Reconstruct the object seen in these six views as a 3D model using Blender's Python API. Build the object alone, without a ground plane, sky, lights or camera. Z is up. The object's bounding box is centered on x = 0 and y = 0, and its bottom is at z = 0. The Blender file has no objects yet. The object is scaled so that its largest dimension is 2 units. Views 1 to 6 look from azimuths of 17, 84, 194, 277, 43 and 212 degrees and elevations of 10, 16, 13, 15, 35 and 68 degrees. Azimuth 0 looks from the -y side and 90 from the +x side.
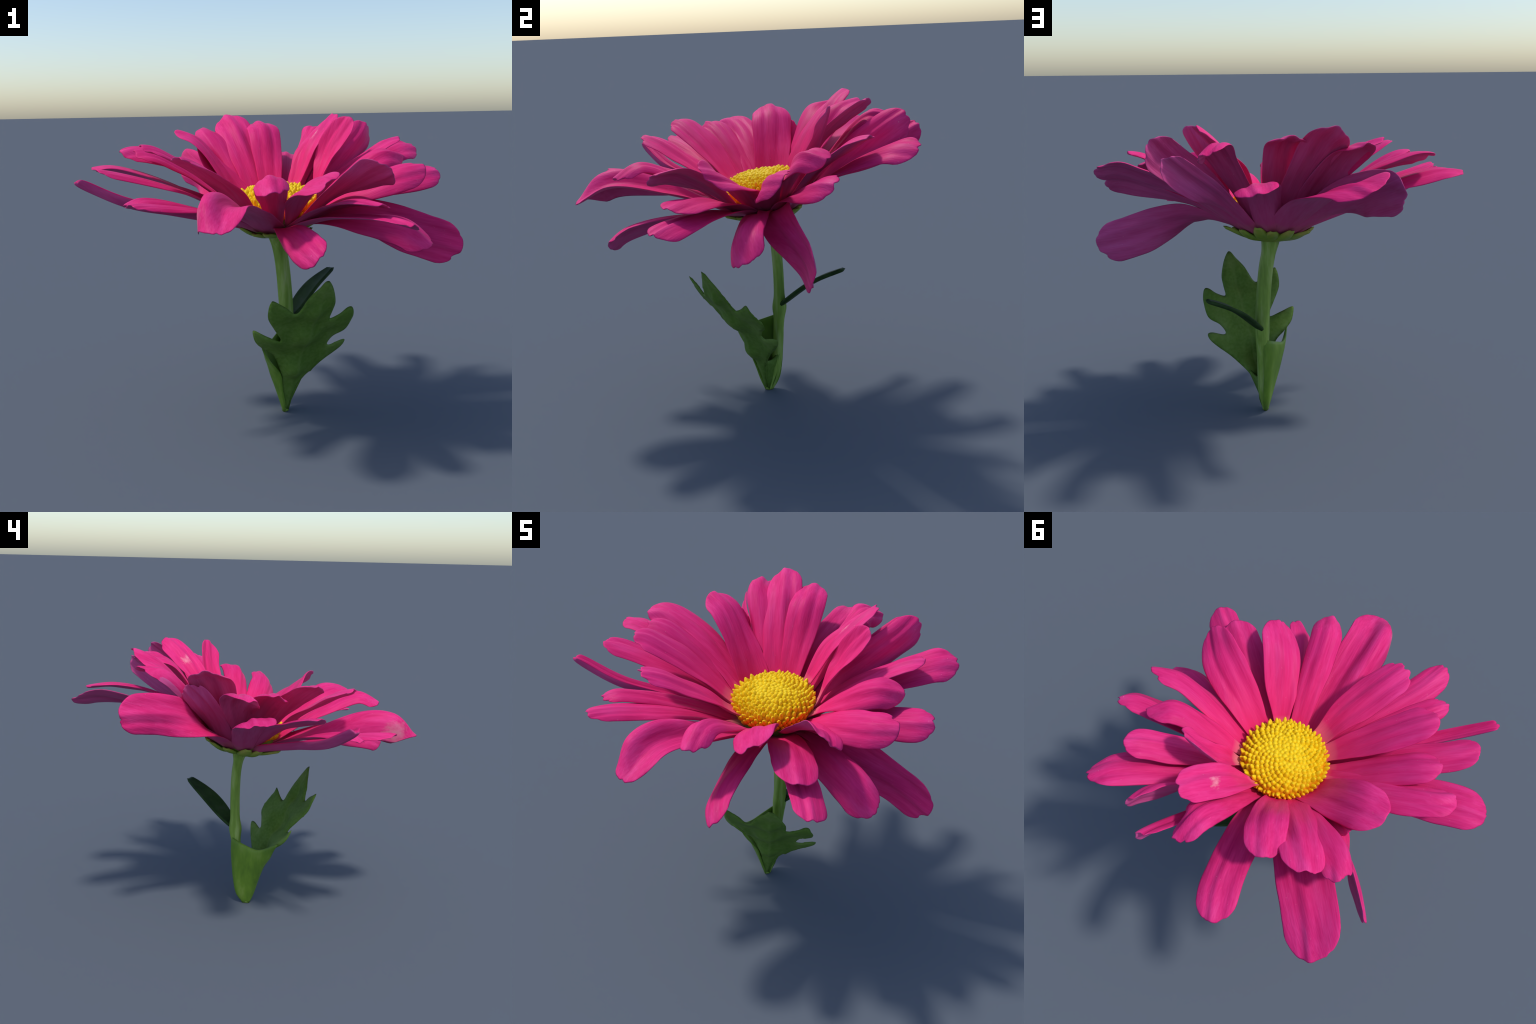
"""A pink daisy-like chrysanthemum bloom on a short green stem with one lobed leaf.
Every ray petal is described by a tip, the two edge points of its widest station,
how high it springs from the head, and how it is cupped, curled and nicked."""
import bpy, bmesh, math, random
import numpy as np
from mathutils import Vector, Matrix, noise
from mathutils.geometry import delaunay_2d_cdt

SEED = 7
rng = random.Random(SEED)


def V(*a):
    return np.array(a, float)


def unit(a):
    a = np.asarray(a, float)
    return a / max(np.linalg.norm(a), 1e-9)


def smooth(x, a=0.0, b=1.0):
    t = min(1.0, max(0.0, (x - a) / (b - a)))
    return t * t * (3 - 2 * t)


# ------------------------------------------------------------------ materials
def new_material(name):
    m = bpy.data.materials.new(name)
    m.use_nodes = True
    nt = m.node_tree
    nt.nodes.clear()
    out = nt.nodes.new('ShaderNodeOutputMaterial')
    bsdf = nt.nodes.new('ShaderNodeBsdfPrincipled')
    nt.links.new(bsdf.outputs[0], out.inputs[0])
    return m, nt, bsdf, out


def node(nt, kind, **kw):
    n = nt.nodes.new(kind)
    for k, v in kw.items():
        if k in n.inputs:
            n.inputs[k].default_value = v
        else:
            setattr(n, k, v)
    return n


def ramp(nt, fac, stops, interp='LINEAR'):
    r = nt.nodes.new('ShaderNodeValToRGB')
    r.color_ramp.interpolation = interp
    el = r.color_ramp.elements
    while len(el) < len(stops):
        el.new(0.5)
    for e, (p, c) in zip(el, stops):
        e.position = p
        e.color = (*c, 1) if len(c) == 3 else c
    nt.links.new(fac, r.inputs[0])
    return r.outputs[0]


def mix(nt, fac, a, b, mode='MIX'):
    n = nt.nodes.new('ShaderNodeMix')
    n.data_type = 'RGBA'
    n.blend_type = mode
    for sock, val in ((n.inputs[0], fac), (n.inputs[6], a), (n.inputs[7], b)):
        if hasattr(val, 'is_output'):
            nt.links.new(val, sock)
        elif isinstance(val, (int, float)):
            sock.default_value = val
        else:
            sock.default_value = (*val, 1)
    return n.outputs[2]


def mapped(nt, scale, loc=(0, 0, 0)):
    co = nt.nodes.new('ShaderNodeTexCoord')
    mp = nt.nodes.new('ShaderNodeMapping')
    mp.inputs['Scale'].default_value = scale
    mp.inputs['Location'].default_value = loc
    nt.links.new(co.outputs['Object'], mp.inputs[0])
    return mp.outputs[0]


def noise_tex(nt, vec, scale, detail=3, rough=0.55):
    n = nt.nodes.new('ShaderNodeTexNoise')
    n.inputs['Scale'].default_value = scale
    n.inputs['Detail'].default_value = detail
    n.inputs['Roughness'].default_value = rough
    nt.links.new(vec, n.inputs['Vector'])
    return n.outputs['Fac']


def object_axis(nt, axis):
    co = nt.nodes.new('ShaderNodeTexCoord')
    sp = nt.nodes.new('ShaderNodeSeparateXYZ')
    nt.links.new(co.outputs['Object'], sp.inputs[0])
    return sp.outputs[axis]


def bump(nt, bsdf, height, strength, dist):
    b = nt.nodes.new('ShaderNodeBump')
    b.inputs['Strength'].default_value = strength
    b.inputs['Distance'].default_value = dist
    nt.links.new(height, b.inputs['Height'])
    nt.links.new(b.outputs[0], bsdf.inputs['Normal'])


def petal_material(name, deep, body, light, crimson, claw, rough, translucent, pale=0.25, scuff=None):
    """Pink petal skin: lengthwise streaks (petal runs along local x), soft blotches, pale claw."""
    m, nt, bsdf, out = new_material(name)
    info = nt.nodes.new('ShaderNodeObjectInfo')
    streak = noise_tex(nt, mapped(nt, (2.2, 30, 12)), 1.0, 4, 0.6)
    fine = noise_tex(nt, mapped(nt, (10, 150, 60)), 1.0, 2, 0.5)
    blotch = noise_tex(nt, mapped(nt, (5, 7, 7), (3, 1, 0)), 1.0, 3, 0.5)
    col = ramp(nt, streak, [(0.30, deep), (0.5, body), (0.75, light)])
    col = mix(nt, 0.35, col, ramp(nt, blotch, [(0.3, deep), (0.52, body), (0.75, light)]))
    col = mix(nt, 0.22, col, ramp(nt, fine, [(0.3, deep), (0.7, light)]))
    # every petal slightly lighter or deeper than its neighbour
    col = mix(nt, ramp(nt, info.outputs['Random'], [(0, (0, 0, 0)), (1, (.28, .28, .28))]), col, deep)
    run = ramp(nt, object_axis(nt, 0), [(0.05, (1, 1, 1)), (0.45, (0, 0, 0))])
    col = mix(nt, run, col, mix(nt, 0.55, col, crimson))
    # pale claw where the petal leaves the disc
    cl = ramp(nt, object_axis(nt, 0), [(0.0, (pale, pale, pale)), (0.03, (pale * .6,) * 3), (0.035 + 0.07 * pale, (0, 0, 0))])
    col = mix(nt, cl, col, claw)
    # tiny pale scuffs
    spk = noise_tex(nt, mapped(nt, (60, 90, 60)), 1.0, 2, 0.7)
    col = mix(nt, ramp(nt, spk, [(0.70, (0, 0, 0)), (0.82, (.25, .25, .25))]), col, (0.9, 0.55, 0.62))
    if scuff:                              # worn pale patch round one spot
        spot, size, tint = scuff
        co = nt.nodes.new('ShaderNodeTexCoord')
        dist = node(nt, 'ShaderNodeVectorMath', operation='DISTANCE')
        nt.links.new(co.outputs['Object'], dist.inputs[0])
        dist.inputs[1].default_value = spot
        ragged = node(nt, 'ShaderNodeMath', operation='MULTIPLY_ADD')
        nt.links.new(noise_tex(nt, mapped(nt, (30, 60, 40)), 1.0, 3, 0.6), ragged.inputs[0])
        ragged.inputs[1].default_value = size * 1.4
        nt.links.new(dist.outputs['Value'], ragged.inputs[2])
        col = mix(nt, ramp(nt, ragged.outputs[0], [(size * 0.7, (.75, .75, .75)), (size * 1.7, (0, 0, 0))]), col, tint)
    nt.links.new(col, bsdf.inputs['Base Color'])
    bsdf.inputs['Roughness'].default_value = rough
    bsdf.inputs['Specular IOR Level'].default_value = 0.08
    bump(nt, bsdf, mix(nt, 0.35, streak, fine), 0.3, 0.010)
    if translucent > 0:
        tr = nt.nodes.new('ShaderNodeBsdfTranslucent')
        nt.links.new(col, tr.inputs[0])
        ms = nt.nodes.new('ShaderNodeMixShader')
        ms.inputs[0].default_value = translucent
        nt.links.new(bsdf.outputs[0], ms.inputs[1])
        nt.links.new(tr.outputs[0], ms.inputs[2])
        nt.links.new(ms.outputs[0], out.inputs[0])
    return m


def plain_material(name, stops, scale, rough=0.5, bump_s=0.2, bump_d=0.01, streak=(1, 1, 1), spec=0.3):
    m, nt, bsdf, out = new_material(name)
    n = noise_tex(nt, mapped(nt, streak), scale, 4, 0.6)
    nt.links.new(ramp(nt, n, stops), bsdf.inputs['Base Color'])
    bsdf.inputs['Roughness'].default_value = rough
    bsdf.inputs['Specular IOR Level'].default_value = spec
    if bump_s:
        bump(nt, bsdf, n, bump_s, bump_d)
    return m


M_TOP = petal_material('petal_upper_skin', (0.55, 0.012, 0.120), (0.775, 0.028, 0.195), (0.85, 0.070, 0.30), (0.85, 0.024, 0.120),
                       (0.80, 0.33, 0.30), 0.5, 0.0)
M_SPOON = petal_material('petal_upper_skin_pale_claw', (0.55, 0.012, 0.120), (0.775, 0.028, 0.195), (0.85, 0.070, 0.30),
                         (0.85, 0.024, 0.120), (0.85, 0.40, 0.36), 0.5, 0.0, pale=1.0)
M_UNDER = petal_material('petal_lower_skin', (0.48, 0.040, 0.175), (0.60, 0.082, 0.27), (0.65, 0.14, 0.36), (0.52, 0.035, 0.14),
                         (0.45, 0.20, 0.16), 0.6, 0.0)


def disc_material():
    """Orange flank of the disc passing into the yellow crown (local z is the head axis)."""
    m, nt, bsdf, out = new_material('disc_skin')
    n = noise_tex(nt, mapped(nt, (1, 1, 1)), 30, 3, 0.6)
    flank = ramp(nt, n, [(0.3, (0.55, 0.15, 0.004)), (0.7, (0.80, 0.30, 0.006))])
    crown = ramp(nt, n, [(0.3, (0.70, 0.42, 0.004)), (0.7, (0.86, 0.60, 0.012))])
    col = mix(nt, ramp(nt, object_axis(nt, 2), [(0.012, (0, 0, 0)), (0.035, (1, 1, 1))]), flank, crown)
    nt.links.new(col, bsdf.inputs['Base Color'])
    bsdf.inputs['Roughness'].default_value = 0.6
    bsdf.inputs['Specular IOR Level'].default_value = 0.15
    bump(nt, bsdf, n, 0.3, 0.006)
    return m


M_DISC = disc_material()
M_STEM = plain_material('stem_green', [(0.28, (0.13, 0.23, 0.03)), (0.5, (0.22, 0.35, 0.055)),
                                       (0.66, (0.32, 0.43, 0.13)), (0.8, (0.36, 0.40, 0.26))], 3.0, 0.45, 0.25, 0.006, (9, 9, 1.2))
M_CALYX = plain_material('calyx_green', [(0.3, (0.11, 0.20, 0.016)), (0.52, (0.22, 0.33, 0.035)),
                                         (0.75, (0.40, 0.36, 0.07))], 9, 0.5, 0.3, 0.008)
M_SHEATH = plain_material('sheath_green', [(0.3, (0.085, 0.175, 0.018)), (0.55, (0.135, 0.25, 0.024)),
                                           (0.8, (0.21, 0.31, 0.06))], 3.5, 0.5, 0.2, 0.006, (5, 5, 1.5))
M_BRACT = plain_material('bract_dark_green', [(0.3, (0.014, 0.034, 0.010)), (0.6, (0.030, 0.064, 0.018)),
                                              (0.85, (0.05, 0.07, 0.04))], 12, 0.6, 0.25, 0.006, spec=0.1)


def floret_material():
    """Yellow floret tips fading to orange low on each floret's tube (local z is along the head axis)."""
    m, nt, bsdf, out = new_material('floret_yellow')
    n = noise_tex(nt, mapped(nt, (1, 1, 1)), 45, 3, 0.6)
    col = ramp(nt, n, [(0.3, (0.80, 0.50, 0.004)), (0.5, (0.90, 0.64, 0.010)), (0.75, (0.93, 0.71, 0.03))])
    col = mix(nt, ramp(nt, object_axis(nt, 2), [(0.0, (.7, .7, .7)), (0.03, (0, 0, 0))]), col,
              ramp(nt, n, [(0.4, (0.80, 0.27, 0.004)), (0.6, (0.90, 0.55, 0.01))]))
    nt.links.new(col, bsdf.inputs['Base Color'])
    bsdf.inputs['Roughness'].default_value = 0.55
    bsdf.inputs['Specular IOR Level'].default_value = 0.2
    bump(nt, bsdf, n, 0.3, 0.006)
    return m


M_FLORET = floret_material()


def leaf_material():
    m, nt, bsdf, out = new_material('leaf_green')
    n = noise_tex(nt, mapped(nt, (1, 1, 1)), 5.5, 4, 0.6)
    fine = noise_tex(nt, mapped(nt, (1, 1, 1)), 60, 2, 0.5)
    col = ramp(nt, n, [(0.3, (0.075, 0.155, 0.018)), (0.52, (0.115, 0.215, 0.030)), (0.75, (0.18, 0.28, 0.065))])
    col = mix(nt, 0.25, col, ramp(nt, fine, [(0.35, (0.05, 0.10, 0.018)), (0.7, (0.15, 0.23, 0.075))]))
    # midrib runs along local y at x = 0
    ab = node(nt, 'ShaderNodeMath', operation='ABSOLUTE')
    nt.links.new(object_axis(nt, 0), ab.inputs[0])
    col = mix(nt, ramp(nt, ab.outputs[0], [(0.0, (.35, .35, .35)), (0.012, (0, 0, 0))]), col, (0.16, 0.24, 0.06))
    nt.links.new(col, bsdf.inputs['Base Color'])
    bsdf.inputs['Roughness'].default_value = 0.6
    bsdf.inputs['Specular IOR Level'].default_value = 0.1
    bump(nt, bsdf, n, 0.25, 0.012)
    return m


M_LEAF = leaf_material()


# ------------------------------------------------------------------ scene graph helpers
flower = bpy.data.objects.new('daisy_flower', None)
flower.location = (0.055, 0.03, 0.0)
bpy.context.scene.collection.objects.link(flower)
flower['label'] = 'bright pink daisy bloom with yellow centre on green stem'
flower['category'] = 'flower'
bpy.context.view_layer.update()


def add_object(name, verts, faces, mats, face_mats=None, parent=flower, frame=None, smooth_shade=True):
    """Mesh object from world coordinates, stored in the local axes of `frame` (4x4 world matrix)."""
    frame = Matrix.Identity(4) if frame is None else frame
    inv = frame.inverted()
    me = bpy.data.meshes.new(name)
    me.from_pydata([inv @ Vector(v) for v in verts], [], faces)
    for m in mats:
        me.materials.append(m)
    if face_mats is not None:
        me.polygons.foreach_set('material_index', face_mats)
    if smooth_shade:
        me.polygons.foreach_set('use_smooth', [True] * len(me.polygons))
    me.update()
    o = bpy.data.objects.new(name, me)
    bpy.context.scene.collection.objects.link(o)
    o.parent = parent
    o.matrix_parent_inverse = parent.matrix_world.inverted()
    o.matrix_world = frame
    bpy.context.view_layer.update()
    return o


def frame_from(origin, x_axis, up):
    x = unit(x_axis)
    z = unit(up - x * np.dot(up, x))
    y = np.cross(z, x)
    m = Matrix.Identity(4)
    for i in range(3):
        m[i][0], m[i][1], m[i][2], m[i][3] = x[i], y[i], z[i], origin[i]
    return m


def curve_through(points, n):
    """Centripetal-ish Catmull-Rom through points, resampled evenly by length."""
    p = [np.asarray(q, float) for q in points]
    p = [2 * p[0] - p[1]] + p + [2 * p[-1] - p[-2]]
    dense = []
    for i in range(1, len(p) - 2):
        p0, p1, p2, p3 = p[i - 1:i + 3]
        t0 = 0.0
        t1 = t0 + np.linalg.norm(p1 - p0) ** 0.5
        t2 = t1 + np.linalg.norm(p2 - p1) ** 0.5
        t3 = t2 + np.linalg.norm(p3 - p2) ** 0.5
        for t in np.linspace(t1, t2, 40, endpoint=False):
            a1 = (t1 - t) / (t1 - t0) * p0 + (t - t0) / (t1 - t0) * p1
            a2 = (t2 - t) / (t2 - t1) * p1 + (t - t1) / (t2 - t1) * p2
            a3 = (t3 - t) / (t3 - t2) * p2 + (t - t2) / (t3 - t2) * p3
            b1 = (t2 - t) / (t2 - t0) * a1 + (t - t0) / (t2 - t0) * a2
            b2 = (t3 - t) / (t3 - t1) * a2 + (t - t1) / (t3 - t1) * a3
            dense.append((t2 - t) / (t2 - t1) * b1 + (t - t1) / (t2 - t1) * b2)
    dense.append(p[-2])
    dense = np.array(dense)
    acc = np.concatenate([[0], np.cumsum(np.linalg.norm(np.diff(dense, axis=0), axis=1))])
    s = np.linspace(0, acc[-1], n)
    return np.stack([np.interp(s, acc, dense[:, k]) for k in range(3)], 1), acc[-1]


# ------------------------------------------------------------------ flower head frame
HEAD = V(0.004, 0.048, 1.195)          # centre of the disc rim
AXIS = unit(V(0.0, -0.15, 1.0))        # the head nods a little towards -y
E1 = unit(np.cross(V(0, 1, 0), AXIS))  # about +x
E2 = np.cross(AXIS, E1)                # about +y
DISC_R = 0.225


def head_point(az, r, h):
    return HEAD + r * (math.cos(az) * E1 + math.sin(az) * E2) + h * AXIS


def head_azimuth(p):
    d = np.asarray(p) - HEAD
    return math.atan2(d @ E2, d @ E1)


# ------------------------------------------------------------------ petals
NU, NV = 56, 28


def petal(T, L, R, rise=-0.06, cup=0.15, tip=1.05, teeth=0.010, claw=0.5, swing=0.0, curl=0.0,
          ridge=0.0065, wave=0.010, lift=(0.0, 0.0), twist=0.0, taper=0.9, thick=0.013, mids=(), seed=0, root=0.195, fold=0.0,
          notch=0.0, bow=0.0, section=None, section_end=0.2, arch=0.05, line=None, scuff=None):
    """T tip; L, R left and right edge points at the broad station (seen from base to tip).
    rise: height of the claw relative to the disc rim; cup: edge lift per half width;
    tip: roundness of the end; teeth/notch: nicks of the end; curl: end bends by this much."""
    T, L, R = V(*T), V(*L), V(*R)
    q = random.Random(seed * 31 + 5)
    hw = np.linalg.norm(R - L) / 2
    mid = (L + R) / 2
    side_mid = unit(R - L)
    fwd = unit(T - mid)
    up_mid = unit(np.cross(side_mid, fwd))
    C = mid - up_mid * cup * hw + up_mid * bow
    az = head_azimuth(mid) + swing
    B0 = head_point(az, 0.10, rise - 0.05)
    B1 = head_point(az, root, rise)
    if not mids and arch:                  # petals rise smartly from the head, then level out
        mids = [B1 * 0.52 + C * 0.48 + AXIS * arch * np.linalg.norm(C - B1)]
    way = [B0, B1, *[V(*m) for m in mids], C, T]
    if line:                               # midline given outright; the edges still pass through L and R
        line = [V(*p) for p in line]
        B1 = line[0]
        B0 = B1 - AXIS * 0.055 - (B1 - HEAD) * 0.35
        way = [B0, *line, T]
    spine, length = curve_through(way, NU)
    if line:
        C = spine[int(np.argmin(np.linalg.norm(spine - mid, axis=1)))]
        cup = float(np.clip((mid - C) @ up_mid / hw, -0.5, 0.45))
    tang = np.gradient(spine, axis=0)
    tang /= np.linalg.norm(tang, axis=1)[:, None]
    # station of the broad place
    sm = min(0.86, float(np.argmin(np.linalg.norm(spine - C, axis=1))) / (NU - 1))
    s_claw = np.linalg.norm(B1 - B0) / length
    side0 = unit(np.cross(tang[2], AXIS))

    def spine_at(s):
        x = min(max(s, 0.0), 1.0) * (NU - 1)
        i = min(int(x), NU - 2)
        f = x - i
        return spine[i] * (1 - f) + spine[i + 1] * f, unit(tang[i] * (1 - f) + tang[i + 1] * f)

    def width(s):
        w = claw + (1 - claw) * smooth(s, s_claw * 0.7, max(sm * 0.92, s_claw + 0.12)) ** 0.85
        if s > sm:
            w *= 1 - (1 - taper) * ((s - sm) / max(1 - sm, 0.05)) ** 1.5
        return w * hw

    g1, g2, g3 = q.uniform(-.12, .12), q.uniform(.32, .5), q.uniform(.32, .5)
    g4 = q.uniform(13, 19)
    a1, a2, a3 = q.uniform(.5, 1.3), q.uniform(.3, 1.2), q.uniform(.3, 1.2)
    tooth = [(q.uniform(-0.75, 0.75), q.uniform(0.06, 0.16), q.uniform(0.3, 1.0) * teeth) for _ in range(4)]
    tooth.append((q.uniform(-0.15, 0.15), 0.10, notch))
    k = tip * hw * taper / length

    def reach(v):
        e = 1 - k * (1 - max(0.0, 1 - abs(v) ** 2.1) ** 0.62)
        for c, wd, dp in tooth:
            e -= dp / length * math.exp(-((v - c) / wd) ** 2)
        return e

    off = Vector((seed * 3.17, seed * 1.31, 0))
    tops, bots = [], []
    for j in range(NV + 1):
        v = math.sin((j / NV - 0.5) * math.pi)
        v = 0.55 * v + 0.45 * (2 * j / NV - 1)
        er = reach(v)
        for i in range(NU):
            r = i / (NU - 1)
            r = 1 - (1 - r) ** 1.25
            s = r * er
            c, t = spine_at(s)
            b = smooth(s, s_claw * 0.8, max(sm, 0.2))
            sd = unit(side0 * (1 - b) + side_mid * b)
            sd = unit(sd - t * (sd @ t))
            up = unit(np.cross(sd, t))
            if twist:
                a = math.radians(twist) * smooth(s, sm * 0.6, 1.0)
                sd, up = sd * math.cos(a) + up * math.sin(a), up * math.cos(a) - sd * math.sin(a)
            w = width(s)
            env = smooth(s, s_claw, sm) if sm > s_claw else 1
            edge_n = noise.noise(Vector((s * 4.0, 0.7 * (1 if v > 0 else -1), 0)) + off)
            h = (cup * (0.35 + 0.65 * env)) * w * v * v
            if s < sm:                       # channelled claw
                h += 0.35 * (1 - env) * w * v * v
            h += (lift[1] if v > 0 else lift[0]) * w * v * v * env
            h += fold * w * abs(v) ** 1.2 * env
            h += ridge * env * (a1 * math.exp(-((v - g1) / 0.2) ** 2) - a2 * math.exp(-((v - g2) / 0.16) ** 2)
                                - a3 * math.exp(-((v + g3) / 0.16) ** 2))
            h += wave * env * edge_n * abs(v) ** 1.5
            h += 0.010 * env * noise.noise(Vector((s * 2.6, v * 1.1, 5.0)) + off)
            h += 0.0016 * env * math.sin(v * g4 + 9 * g1) * (1 - abs(v))
            h -= curl * max(0.0, (s - sm) / max(1 - sm, .05)) ** 2
            wob = 1 + 0.055 * noise.noise(Vector((s * 7, 3.0 if v > 0 else -3.0, 1)) + off)
            x = w * v * wob
            if section:                      # hand-shaped cross-section of a folded petal
                f = env * (1 - (1 - section_end) * smooth(s, sm * 1.05, 1.0))
                vs, xs, hs = zip(*section)
                x = x * (1 - f) + f * w * float(np.interp(v, vs, xs))
                h = h * (1 - f) + f * w * float(np.interp(v, vs, hs))
            p = c + sd * x + up * h
            rim = (1 - abs(v) ** 5) ** 0.5 * (1 - max(0.0, (r - 0.9) / 0.1) ** 3) ** 0.5
            o = up * (thick / 2 * max(rim, 0.0))
            edge = j in (0, NV) or i == NU - 1
            tops.append(p + o)
            bots.append(p - o if not edge else p)
            if edge:
                tops[-1] = p
    verts, index_top, index_bot = [], {}, {}
    for j in range(NV + 1):
        for i in range(NU):
            n = j * NU + i
            index_top[j, i] = len(verts)
            verts.append(tops[n])
            if j in (0, NV) or i == NU - 1:
                index_bot[j, i] = index_top[j, i]
            else:
                index_bot[j, i] = len(verts)
                verts.append(bots[n])
    faces, fm = [], []
    for j in range(NV):
        for i in range(NU - 1):
            faces.append((index_top[j, i], index_top[j, i + 1], index_top[j + 1, i + 1], index_top[j + 1, i]))
            fm.append(0)
            faces.append((index_bot[j, i], index_bot[j + 1, i], index_bot[j + 1, i + 1], index_bot[j, i + 1]))
            fm.append(1)
    # orient: upper skin faces `up`
    frame = frame_from(B1, T - B1, up_mid)
    upper = M_SPOON if claw < 0.35 else M_TOP
    if scuff:
        at = frame.inverted() @ Vector(scuff[0])
        upper = petal_material('petal_upper_skin_scuffed', (0.55, 0.012, 0.120), (0.775, 0.028, 0.195), (0.85, 0.070, 0.30),
                               (0.85, 0.024, 0.120), (0.85, 0.40, 0.36), 0.5, 0.0, pale=.8,
                               scuff=(tuple(at), scuff[1], scuff[2]))
    o = add_object('petal', verts, faces, [upper, M_UNDER], fm, frame=frame)
    return o


U, M_, D_ = -0.065, -0.09, -0.115     # springing height of inner, middle and outer rows

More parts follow.
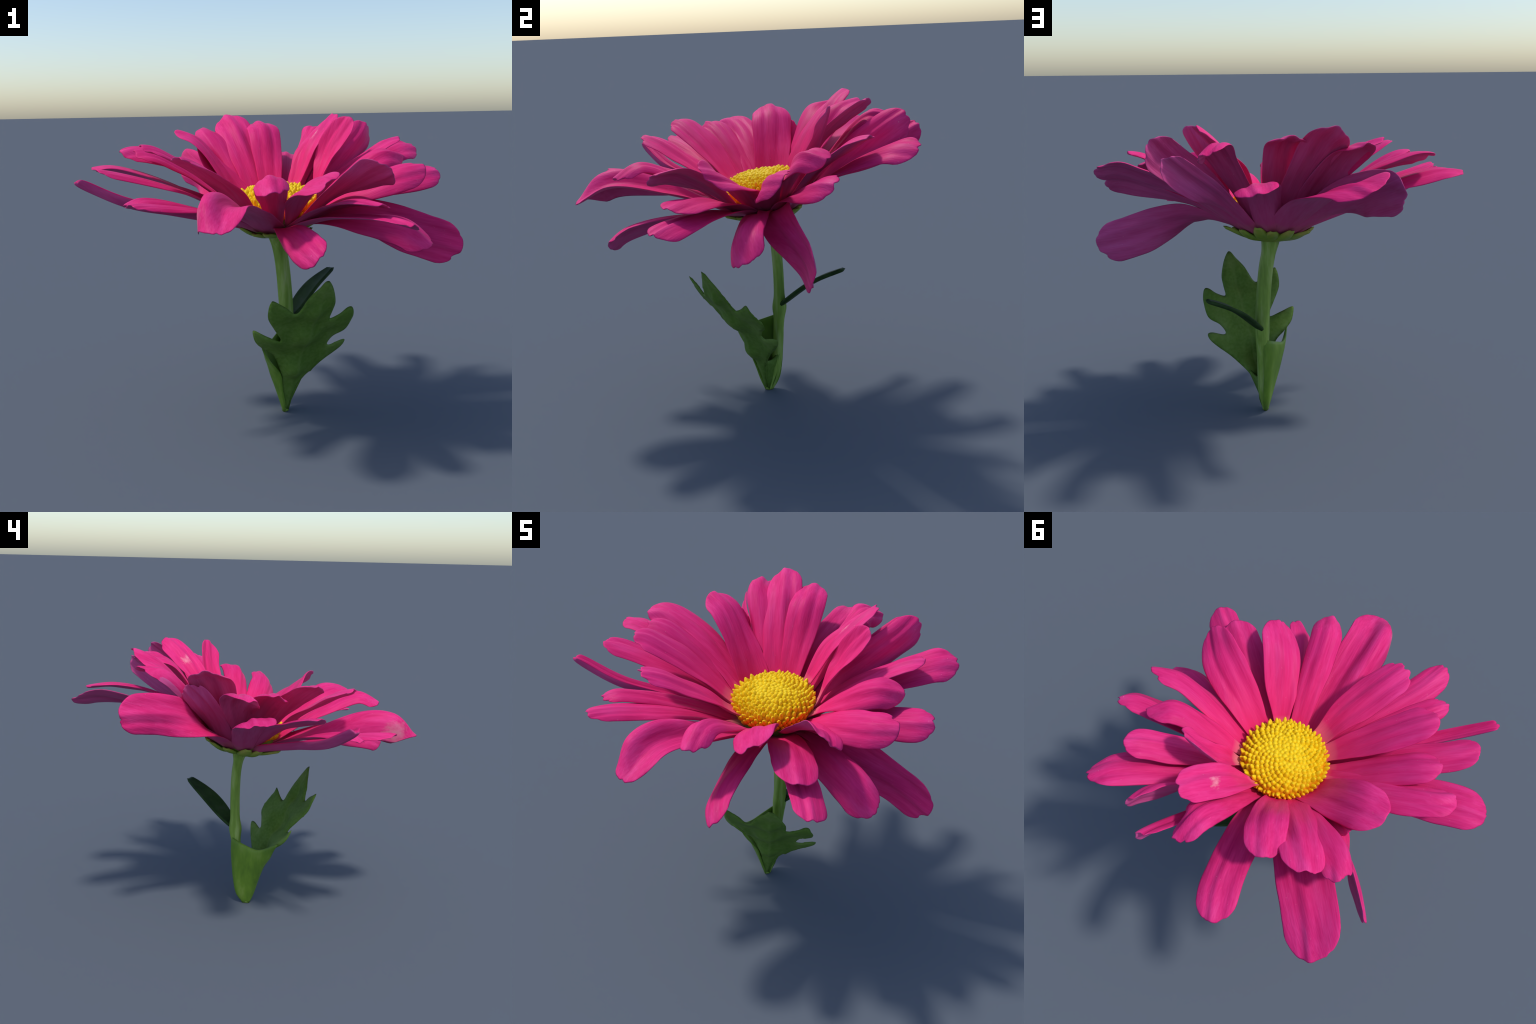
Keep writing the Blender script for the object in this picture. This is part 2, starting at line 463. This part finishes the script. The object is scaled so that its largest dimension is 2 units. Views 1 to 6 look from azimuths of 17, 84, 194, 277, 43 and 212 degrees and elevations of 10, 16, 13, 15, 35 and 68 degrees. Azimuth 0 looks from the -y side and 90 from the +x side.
PETALS = [
    # short spoon standing against the disc, front
    dict(T=(.435, -.549, 1.341), L=(.405, -.365, 1.372), R=(.235, -.453, 1.27), rise=M_, cup=-0.1, claw=0.2),
    dict(T=(0.425, -0.775, 1.025), L=(0.42, -0.662, 1.1), R=(0.285, -0.67, 0.998), rise=D_, cup=-0.42, claw=0.65),
    dict(T=(.210, -.740, 1.310), L=(.241, -.575, 1.340), R=(.082, -.610, 1.320), rise=M_, cup=-0.57),
    # folded, withered petal
    dict(T=(.035, -.970, 1.155), L=(.105, -.775, 1.24), R=(-.135, -.745, 1.24), rise=D_, cup=0.0, tip=1.5,
         section=[(-1, -1.0, .12), (-.5, -.52, .0), (-.05, -.05, 0), (.15, .2, .4), (.3, .42, .58), (.45, .68, .55),
                  (.65, .9, .15), (.85, .97, -.35), (1, .98, -.75)], section_end=.12, ridge=.002, wave=.006, claw=0.8, scuff=((-.10, -.83, 1.19), .085, (.60, .26, .30))),
    dict(T=(-.308, -.601, 1.462), L=(-.131, -.46, 1.357), R=(-.304, -.37, 1.363), rise=U, cup=-0.2, teeth=.025, line=[(-0.09, -0.185, 1.175), (-0.128, -0.278, 1.265), (-0.186, -0.38, 1.349), (-0.246, -0.484, 1.417)]),
    dict(T=(-.443, -.833, 1.253), L=(-.325, -.711, 1.213), R=(-.47, -.64, 1.225), rise=D_, cup=-0.22, tip=1.4, claw=0.65),
    dict(T=(-.554, -.658, 1.231), L=(-.447, -.618, 1.238), R=(-.554, -.545, 1.241), rise=D_, cup=-0.22, tip=1.4, claw=0.65),
    dict(T=(-.567, -.422, 1.507), L=(-.393, -.354, 1.412), R=(-.524, -.216, 1.463), rise=U, cup=-0.25, line=[(-0.173, -0.111, 1.185), (-0.285, -0.179, 1.298), (-0.383, -0.252, 1.395), (-0.474, -0.332, 1.468), (-0.521, -0.371, 1.495)]),
    # rolled quill
    dict(T=(-.833, -.628, 1.344), L=(-0.598, -0.5, 1.25), R=(-0.638, -0.45, 1.25), rise=D_, cup=0.9, claw=.8,
         taper=0.85, ridge=.001, wave=.002, thick=0.034, mids=[(-.42, -.30, 1.155)]),
    dict(T=(-.802, -.452, 1.392), L=(-.66, -.42, 1.336), R=(-.775, -.297, 1.36), rise=M_, cup=-0.17, claw=0.65),
    dict(T=(-.698, -.23, 1.472), L=(-.538, -.238, 1.40), R=(-.633, -.09, 1.448), rise=U, cup=-0.25, line=[(-0.221, -0.014, 1.165), (-0.347, -0.054, 1.267), (-0.471, -0.103, 1.373), (-0.585, -0.162, 1.45), (-0.641, -0.195, 1.47)]),
    dict(T=(-.83, -.124, 1.463), L=(-.657, -.123, 1.40), R=(-.746, .034, 1.471), rise=M_, cup=-0.17, claw=0.65, line=[(-0.21, 0.035, 1.155), (-0.34, 0.03, 1.26), (-0.48, 0.022, 1.365), (-0.574, 0.003, 1.418), (-0.705, -0.041, 1.469), (-0.77, -0.075, 1.476)]),
    dict(T=(-0.997, -0.155, 1.378), L=(-.80, -.214, 1.375), R=(-.92, -.044, 1.352), rise=D_, cup=-0.2, notch=.01, claw=0.65),
    dict(T=(-.614, .174, 1.574), L=(-.461, .052, 1.504), R=(-.507, .282, 1.503), rise=U, cup=-0.17, teeth=.003, claw=0.75),
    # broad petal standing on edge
    dict(T=(-.50, .295, 1.48), L=(-.425, .13, 1.37), R=(-.425, .295, 1.365), rise=D_, cup=-.1, claw=.9, teeth=.02),
    dict(T=(-.771, .586, 1.349), L=(-.622, .455, 1.232), R=(-.64, .47, 1.454), rise=D_, cup=-0.15, claw=0.9, mids=[(-.43, .275, 1.275)]),
    dict(T=(-.581, .544, 1.577), L=(-.538, .395, 1.541), R=(-.405, .426, 1.50), rise=U, cup=-0.17, teeth=.02, claw=0.85, section=[(-1, -.98, -1.0), (-.7, -1.02, -.5), (-.4, -.85, .0), (0, -.2, .14), (1, 1, 0)], section_end=0.35),
    dict(T=(-.462, .601, 1.651), L=(-.411, .409, 1.502), R=(-.307, .572, 1.60), rise=U, cup=-0.22, claw=0.75),
    dict(T=(-.26, .635, 1.615), L=(-.248, .422, 1.543), R=(-.101, .551, 1.556), rise=U, cup=-0.22, teeth=.004),
    dict(T=(-.66, .87, 1.405), L=(-.69, .71, 1.465), R=(-.44, .745, 1.360), rise=D_, cup=0.0, claw=0.75, mids=[(-.36, .48, 1.31)]),
    dict(T=(-.192, .962, 1.399), L=(-.215, .75, 1.410), R=(-.041, .84, 1.375), rise=D_, cup=-0.12, claw=0.75, mids=[(-.07, .47, 1.320)]),
    dict(T=(.14, .762, 1.525), L=(.030, .665, 1.555), R=(.155, .580, 1.485), rise=M_, cup=-0.52, bow=.01),
    dict(T=(.29, .836, 1.518), L=(.225, .766, 1.49), R=(.25, .705, 1.36), rise=D_, cup=-0.42, claw=0.65),
    dict(T=(.225, .592, 1.650), L=(.082, .492, 1.52), R=(.230, .405, 1.565), rise=U, cup=-0.3, claw=0.25, line=[(0.05, 0.235, 1.2), (0.084, 0.309, 1.338), (0.111, 0.367, 1.452), (0.165, 0.461, 1.555)], scuff=((.115, .43, 1.555), .045, (.90, .62, .58))),
    dict(T=(.405, .74, 1.587), L=(.306, .596, 1.571), R=(.40, .70, 1.44), rise=D_, cup=-0.42, notch=.012, claw=0.65),
    dict(T=(.687, .718, 1.452), L=(.554, .705, 1.48), R=(.635, .526, 1.382), rise=D_, cup=-0.22, notch=.01, claw=0.65),
    dict(T=(.617, .504, 1.513), L=(.494, .511, 1.481), R=(.584, .378, 1.469), rise=M_, cup=-0.12, teeth=.003),
    dict(T=(.373, .344, 1.632), L=(.237, .35, 1.565), R=(.385, .275, 1.55), rise=U, cup=-0.12, teeth=.003, claw=0.25, line=[(0.19, 0.185, 1.18), (0.225, 0.25, 1.335), (0.24, 0.295, 1.405), (0.263, 0.318, 1.472), (0.322, 0.336, 1.559)]),
    dict(T=(.662, .288, 1.421), L=(.512, .284, 1.449), R=(.596, .144, 1.353), rise=U, cup=-0.5, teeth=.003, claw=0.2),
    dict(T=(.858, .29, 1.341), L=(.751, .315, 1.361), R=(.815, .17, 1.258), rise=D_, cup=-0.3, notch=.01, claw=0.65),
    dict(T=(.805, .063, 1.375), L=(.629, .095, 1.38), R=(.699, -.044, 1.256), rise=M_, cup=-0.37),
    dict(T=(.865, -.146, 1.002), L=(.718, -.029, 1.117), R=(.676, -.189, 1.012), rise=D_, cup=-0.52, claw=0.65),
    dict(T=(1.0, .154, .939), L=(.869, .149, 1.103), R=(.785, .13, .885), rise=D_, cup=0.12, teeth=.015, mids=[(.46, .065, 1.115)], claw=0.65),
    dict(T=(0.665, -0.305, 1.403), L=(0.515, -0.105, 1.275), R=(0.57, -0.285, 1.403), rise=M_, cup=-0.07),
    dict(T=(.666, -.469, 1.239), L=(0.578, -0.255, 1.205), R=(.477, -.446, 1.240), rise=D_, cup=-0.15, teeth=.004, claw=0.65),
    dict(T=(0.818, -0.536, 1.152), L=(0.755, -0.38, 1.135), R=(0.665, -0.52, 1.17), rise=D_, cup=-0.2, claw=0.8),
]
for n, spec in enumerate(PETALS):
    petal(seed=n + 1, **spec)


# ------------------------------------------------------------------ disc and florets
def revolve(profile, n, centre=HEAD):
    verts, faces = [], []
    for r, h in profile:
        for k in range(n):
            a = 2 * math.pi * k / n
            verts.append(centre + r * (math.cos(a) * E1 + math.sin(a) * E2) + h * AXIS)
    for i in range(len(profile) - 1):
        for k in range(n):
            a, b = i * n + k, i * n + (k + 1) % n
            faces.append((a, b, b + n, a + n))
    faces.append(tuple(reversed(range(n))))
    faces.append(tuple(range((len(profile) - 1) * n, len(profile) * n)))
    return verts, faces


def dome_height(r):
    x = min(r / DISC_R, 1.0)
    return 0.085 * (1 - x ** 2.6)


prof = [(0.10, -0.13), (0.150, -0.11), (0.180, -0.08), (0.205, -0.03), (0.208, -0.005)]
prof += [(DISC_R * 0.9 * math.cos(a), dome_height(DISC_R * 0.9 * math.cos(a)) - 0.006)
         for a in np.linspace(0.15, 1.5, 12)]
v, f = revolve(prof, 64)
disc_frame = frame_from(HEAD, E1, AXIS)
disc = add_object('flower_disc', v, f, [M_DISC], frame=disc_frame)

fv, ff = [], []


def knob(base, direction, height, radius, lean):
    """One floret: short waisted tube with a rounded, slightly tilted bud on top."""
    d = unit(direction)
    a = unit(np.cross(d, V(0.3, 0.2, 0.9) if abs(d[2]) < 0.9 else V(1, 0, 0)))
    b = np.cross(d, a)
    s0 = len(fv)
    rings = [(0.0, 1.1), (0.35, 0.98), (0.62, 0.85), (0.86, 0.55), (1.0, 0.18)]
    m = 6
    for hh, rr in rings:
        for k in range(m):
            t = 2 * math.pi * k / m
            fv.append(base + d * (height * hh) + lean * hh ** 2
                      + (a * math.cos(t) + b * math.sin(t)) * (radius * rr))
    for i in range(len(rings) - 1):
        for k in range(m):
            p, q2 = s0 + i * m + k, s0 + i * m + (k + 1) % m
            ff.append((p, q2, q2 + m, p + m))
    ff.append(tuple(s0 + (len(rings) - 1) * m + k for k in range(m)))


GOLD = math.pi * (3 - math.sqrt(5))
N_FLORET = 400
for k in range(N_FLORET):
    x = math.sqrt((k + 0.5) / N_FLORET)
    a = k * GOLD
    jit = rng.uniform(-0.15, 0.15)
    if x < 0.80:
        r = x / 0.80 * DISC_R * 0.88
        h = dome_height(r) - 0.012 - 0.008 * (r / DISC_R)
        out = 0.55 * (r / DISC_R) ** 2
        hgt = 0.015 + 0.026 * (r / DISC_R) ** 2 + rng.uniform(-.007, .007) * (.5 + r / DISC_R)
        rad = 0.0142 - 0.0005 * (r / DISC_R) + rng.uniform(-.0015, .0015)
    else:                                  # outer florets hang round the flank of the disc
        y = (x - 0.80) / 0.20
        r = DISC_R * (0.90 - 0.10 * y ** 1.5)
        h = 0.0 - 0.065 * y
        out = 0.7 + 0.5 * y
        hgt = 0.036 + rng.uniform(-.004, .004)
        rad = 0.0135
    base = head_point(a + jit * 0.25 / (8 * x + 1), r * (1 + .12 * jit), h)
    rad_dir = math.cos(a) * E1 + math.sin(a) * E2
    d = unit(AXIS * (1 - 0.45 * min(out, 1.6)) + rad_dir * out)
    knob(base, d, hgt, rad, AXIS * 0.010 * min(1, out * 1.3))
florets = add_object('florets', fv, ff, [M_FLORET], parent=disc, frame=disc_frame)
florets['kind'] = 'stuff'

# ------------------------------------------------------------------ calyx with sepals
prof = [(0.03, -0.185), (0.075, -0.183), (0.115, -0.170), (0.15, -0.148), (0.180, -0.115), (0.190, -0.085), (0.188, -0.055), (0.15, -0.05)]
v, f = revolve(prof, 48)
calyx = add_object('calyx', v, f, [M_CALYX], frame=disc_frame)


def blade(name, root, mid, tipp, up, hw, mats, parent=flower, thick=0.01, cup=0.15, nu=16, nv=8, power=0.8, hug=None):
    """Lanceolate blade along a curved spine."""
    spine, ln = curve_through([root, mid, tipp], nu)
    tang = np.gradient(spine, axis=0)
    verts, it, ib = [], {}, {}
    for j in range(nv + 1):
        vv = 2 * j / nv - 1
        for i in range(nu):
            s = i / (nu - 1)
            t = unit(tang[i])
            sd = unit(np.cross(t, up))
            u2 = np.cross(sd, t)
            w = hw * (0.12 + 0.88 * math.sin(math.pi * min((0.06 + 0.90 * s) ** power, 1)) ** 0.7) * (1 - 0.0 * s)
            p = spine[i] + sd * w * vv + u2 * cup * w * vv * vv
            edge = j in (0, nv) or i == nu - 1
            o = u2 * thick / 2 * (0 if edge else 1)
            it[j, i] = len(verts)
            verts.append(p + o)
            if edge:
                ib[j, i] = it[j, i]
            else:
                ib[j, i] = len(verts)
                verts.append(p - o)
    faces = []
    for j in range(nv):
        for i in range(nu - 1):
            faces.append((it[j, i], it[j, i + 1], it[j + 1, i + 1], it[j + 1, i]))
            faces.append((ib[j, i], ib[j + 1, i], ib[j + 1, i + 1], ib[j, i + 1]))
    return add_object(name, verts, faces, mats, parent=parent,
                      frame=frame_from(root, V(*tipp) - V(*root), up))


N_SEPAL = 13
for k in range(N_SEPAL):
    a = 2 * math.pi * k / N_SEPAL + rng.uniform(-.12, .12)
    ln = rng.uniform(0.9, 1.12)
    root = head_point(a, 0.05, -0.187)
    mid = head_point(a + .03, 0.145, -0.166 + rng.uniform(-.006, .004))
    tipp = head_point(a + .05, 0.235 * ln, -0.122 + rng.uniform(-.01, .012))
    out = unit(head_point(a, 1, 0) - HEAD)
    blade('sepal', root, mid, tipp, unit(AXIS - out * .4), 0.046, [M_CALYX], parent=calyx, thick=.014, cup=.3)

# ------------------------------------------------------------------ stem
STEM = [(.057, .028, .0), (.055, .052, .06), (.053, .078, .18), (.050, .092, .33), (.050, .104, .48), (.045, .107, .60),
        (.036, .106, .74), (.022, .098, .88), (.008, .082, .97), (.002, .074, 1.03)]
path, ln = curve_through(STEM, 70)
verts, faces = [], []
NS = 28
for i, c in enumerate(path):
    z = c[2]
    rx = 0.040 + 0.010 * smooth(z, .93, 1.02) - 0.006 * (1 - smooth(z, .3, .6)) - .016 * (1 - smooth(z, 0, .14))
    ry = 0.029 + 0.016 * smooth(z, .93, 1.02) + 0.011 * math.exp(-((z - .50) / .05) ** 2) - .004 * (1 - smooth(z, 0, .1))
    for k in range(NS):
        a = 2 * math.pi * k / NS
        flute = 1 + 0.05 * math.cos(5 * a + 0.6) + 0.02 * noise.noise(Vector((a * 1.5, z * 9, 0)))
        verts.append(c + V(rx * math.cos(a) * flute, ry * math.sin(a) * flute, 0))
n = len(path)
for i in range(n - 1):
    for k in range(NS):
        a, b = i * NS + k, i * NS + (k + 1) % NS
        faces.append((a, b, b + NS, a + NS))
faces.append(tuple(reversed(range(NS))))
faces.append(tuple(range((n - 1) * NS, n * NS)))
stem = add_object('stem', verts, faces, [M_STEM])

# small dark bract leaf at the node
up = unit(V(-.35, -.39, .85))
bract = blade('bract_leaf', V(.060, .120, .515), V(.150, .292, .665), V(.243, .443, .754), up, 0.066, [M_BRACT],
              thick=.02, cup=.12, nu=28, nv=12, power=.85)

# ------------------------------------------------------------------ lobed leaf
# outline of the blade, base -> right lobes -> tip -> left lobes -> back to the base
OUTLINE = [(.060, .020, .005), (.095, .010, .085), (.140, .008, .180), (.240, .020, .285), (.335, .043, .362), (.378, .050, .402),
           (.391, .047, .434), (.372, .022, .438), (.318, -.016, .418), (.310, -.028, .432), (.345, -.025, .475),
           (.410, -.018, .515), (.452, -.062, .590), (.466, -.100, .635), (.458, -.110, .660), (.436, -.120, .657), (.395, -.140, .625),
           (.353, -.167, .608), (.372, -.195, .655), (.394, -.229, .710), (.396, -.280, .785), (.385, -.315, .832), (.368, -.325, .842),
           (.335, -.326, .805), (.275, -.325, .745), (.212, -.318, .661), (.165, -.345, .694), (.115, -.390, .735), (.098, -.392, .728),
           (.080, -.375, .690), (.069, -.347, .631), (.085, -.290, .560), (.100, -.235, .500), (.090, -.225, .480),
           (.030, -.245, .508), (-.034, -.258, .540), (-.044, -.250, .515), (-.038, -.220, .462), (-.008, -.178, .415), (.035, -.120, .360),
           (.055, -.070, .250), (.050, -.030, .130), (.048, -.005, .040)]
pts = np.array(OUTLINE)
cen = pts.mean(0)
lv = unit(V(.372, -.324, .836) - V(.060, .020, .0))          # along the midrib
wn = unit(np.cross(np.linalg.svd(pts - cen)[2][0], np.linalg.svd(pts - cen)[2][1]))
if wn @ V(-.5, .5, .6) < 0:
    wn = -wn                                               # upper face looks back to the stem
lv = unit(lv - wn * (lv @ wn))
lu = np.cross(lv, wn)
org = V(.060, .020, .0)
rel = pts - org
flat = np.stack([rel @ lu, rel @ lv], 1)
hgt = rel @ wn


def closed_spline(p, per):
    out = []
    n = len(p)
    for i in range(n):
        p0, p1, p2, p3 = p[i - 1], p[i], p[(i + 1) % n], p[(i + 2) % n]
        for t in np.linspace(0, 1, per, endpoint=False):
            out.append(0.5 * ((2 * p1) + (p2 - p0) * t + (2 * p0 - 5 * p1 + 4 * p2 - p3) * t * t
                              + (3 * p1 - p0 - 3 * p2 + p3) * t ** 3))
    return np.array(out)


edge2 = closed_spline(np.column_stack([flat, hgt]), 5)
edge_flat, edge_h = edge2[:, :2], edge2[:, 2]
# a few points along the midrib pull the blade into a shallow trough
RIB = [(V(.212, -.186, .494), -.012), (V(.300, -.262, .660), -.008), (V(.130, -.080, .270), -.010)]
ctrl_xy = np.vstack([edge_flat, [[(p - org) @ lu, (p - org) @ lv] for p, _ in RIB]])
ctrl_h = np.concatenate([edge_h, [(p - org) @ wn + dz for p, dz in RIB]])
ctrl_wt = np.concatenate([np.ones(len(edge_h)), np.full(len(RIB), 6.0)])


def leaf_height(x, y):
    d2 = (ctrl_xy[:, 0] - x) ** 2 + (ctrl_xy[:, 1] - y) ** 2
    w = ctrl_wt / (d2 + 2e-5) ** 1.5
    return float((w * ctrl_h).sum() / w.sum())


def inside(x, y):
    c = False
    n = len(edge_flat)
    for i in range(n):
        x1, y1 = edge_flat[i]
        x2, y2 = edge_flat[i - 1]
        if (y1 > y) != (y2 > y) and x < (x2 - x1) * (y - y1) / (y2 - y1) + x1:
            c = not c
    return c


ne = len(edge_flat)
seeds = [Vector(p) for p in edge_flat]
step = 0.014
lo, hi = edge_flat.min(0), edge_flat.max(0)
for iy, y in enumerate(np.arange(lo[1], hi[1], step)):
    for x in np.arange(lo[0] + (iy % 2) * step / 2, hi[0], step):
        if inside(x, y) and ((edge_flat - (x, y)) ** 2).sum(1).min() > (step * .6) ** 2:
            seeds.append(Vector((x, y)))
cv, ce, cf, *_ = delaunay_2d_cdt(seeds, [(i, (i + 1) % ne) for i in range(ne)], [list(range(ne))], 1, 1e-5)
LEAF_T = 0.014
top, bot = [], []
for p in cv:
    x, y = p
    h = leaf_height(x, y) + 0.004 * noise.noise(Vector((x * 14, y * 14, 2)))
    dist = math.sqrt(((edge_flat - (x, y)) ** 2).sum(1).min())
    h -= 0.006 * math.exp(-(x / .012) ** 2)
    th = LEAF_T / 2 * min(1, (dist / .012 + .0)) ** .5 if dist > 1e-4 else 0
    c = org + lu * x + lv * y + wn * h
    top.append(c + wn * th)
    bot.append(c - wn * th)
nv_ = len(cv)
faces = []
for tri in cf:
    faces.append(tuple(tri))
    faces.append(tuple(nv_ + i for i in reversed(tri)))
leaf_frame = Matrix.Identity(4)
for i in range(3):
    leaf_frame[i][0], leaf_frame[i][1], leaf_frame[i][2], leaf_frame[i][3] = lu[i], lv[i], wn[i], org[i]
leaf = add_object('leaf', top + bot, faces, [M_LEAF], frame=leaf_frame)
bm = bmesh.new()
bm.from_mesh(leaf.data)
bmesh.ops.remove_doubles(bm, verts=bm.verts, dist=1e-5)
bmesh.ops.recalc_face_normals(bm, faces=bm.faces)
bm.to_mesh(leaf.data)
bm.free()

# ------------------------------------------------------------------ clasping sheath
# each row: height, and the wall from the stem side round to the leaf side
SHEATH = [(.000, [(.062, .042), (.052, .046), (.049, .030), (.053, .012), (.064, .010)]),
          (.060, [(.052, .086), (.036, .080), (.032, .045), (.038, .000), (.066, -.018)]),
          (.150, [(.046, .106), (.024, .095), (.016, .050), (.018, -.025), (.062, -.045)]),
          (.250, [(.040, .116), (.014, .104), (.000, .050), (-.004, -.058), (.060, -.080)]),
          (.330, [(.038, .122), (.008, .108), (-.010, .055), (-.022, -.078), (.012, -.125)]),
          (.380, [(.036, .124), (.006, .108), (-.012, .055), (-.030, -.070), (-.012, -.150)]),
          (.415, [(.036, .122), (.008, .106), (-.004, .070), (-.030, -.070), (-.020, -.175)])]
rows = []
for zz, pl in SHEATH:
    c, _ = curve_through([V(x, y, zz) for x, y in pl], 24)
    if zz > .35:                       # the mouth dips between stem and leaf, highest at the stem
        q = np.linspace(0, 1, 24)
        c[:, 2] += (zz - .35) / .065 * (0.035 * np.exp(-(q / .25) ** 2) - .022 * np.exp(-((q - .6) / .2) ** 2)
                                        + .02 * np.exp(-((q - 1) / .15) ** 2))
    rows.append(c)
rows = np.array(rows)
grid = np.stack([curve_through(list(rows[:, k]), 24)[0] for k in range(24)], 1)
verts = []
g = grid
du = np.gradient(g, axis=0)
dv = np.gradient(g, axis=1)
nn = np.cross(du, dv)
nn /= np.linalg.norm(nn, axis=2)[:, :, None]
R_, K_ = g.shape[:2]
for sgn in (1, -1):
    for i in range(R_):
        for k in range(K_):
            e = 1.0 if 0 < k < K_ - 1 and i < R_ - 1 else 0.5
            verts.append(g[i, k] + nn[i, k] * (sgn * 0.007 * e))
faces = []
N2 = R_ * K_
for i in range(R_ - 1):
    for k in range(K_ - 1):
        a = i * K_ + k
        faces.append((a, a + 1, a + K_ + 1, a + K_))
        faces.append((N2 + a, N2 + a + K_, N2 + a + K_ + 1, N2 + a + 1))
for i in range(R_ - 1):
    for k in (0, K_ - 1):
        a = i * K_ + k
        faces.append((a, a + K_, N2 + a + K_, N2 + a))
for k in range(K_ - 1):
    for i in (0, R_ - 1):
        a = i * K_ + k
        faces.append((a, N2 + a, N2 + a + 1, a + 1))
sheath = add_object('leaf_sheath', verts, faces, [M_SHEATH])

# web of tissue between the stem and the outer leaf edge
WEB = [((.066, .034, .004), (.070, .020, .004)), ((.078, .060, .07), (.090, .010, .07)),
       ((.080, .075, .14), (.122, .006, .14)), ((.080, .084, .20), (.150, .004, .20)), ((.078, .088, .235), (.165, .0, .225))]
verts, faces = [], []
NW = 8
for sgn in (1, -1):
    for a, b in WEB:
        a, b = V(*a), V(*b)
        for k in range(NW):
            t = k / (NW - 1)
            p = a * (1 - t) + b * t
            p[0] -= 0.018 * math.sin(math.pi * t) * min(1, p[2] * 8)
            p[2] -= 0.03 * math.sin(math.pi * t) * (p[2] > .19)
            verts.append(p + V(.006, .004, 0) * sgn)
nw = len(WEB)
for i in range(nw - 1):
    for k in range(NW - 1):
        a = i * NW + k
        faces.append((a, a + 1, a + NW + 1, a + NW))
        a += nw * NW
        faces.append((a, a + NW, a + NW + 1, a + 1))
for k in range(NW - 1):
    for i in (0, nw - 1):
        a = i * NW + k
        faces.append((a, nw * NW + a, nw * NW + a + 1, a + 1))
for i in range(nw - 1):
    for k in (0, NW - 1):
        a = i * NW + k
        faces.append((a, a + NW, nw * NW + a + NW, nw * NW + a))
web = add_object('leaf_base', verts, faces, [M_LEAF])

for o in bpy.context.scene.objects:
    if o.type == 'MESH':
        bm = bmesh.new()
        bm.from_mesh(o.data)
        if o.name.startswith(('leaf_sheath', 'leaf_base', 'calyx', 'flower_disc', 'florets', 'stem')):
            bmesh.ops.recalc_face_normals(bm, faces=bm.faces)
            bm.to_mesh(o.data)
        bm.free()
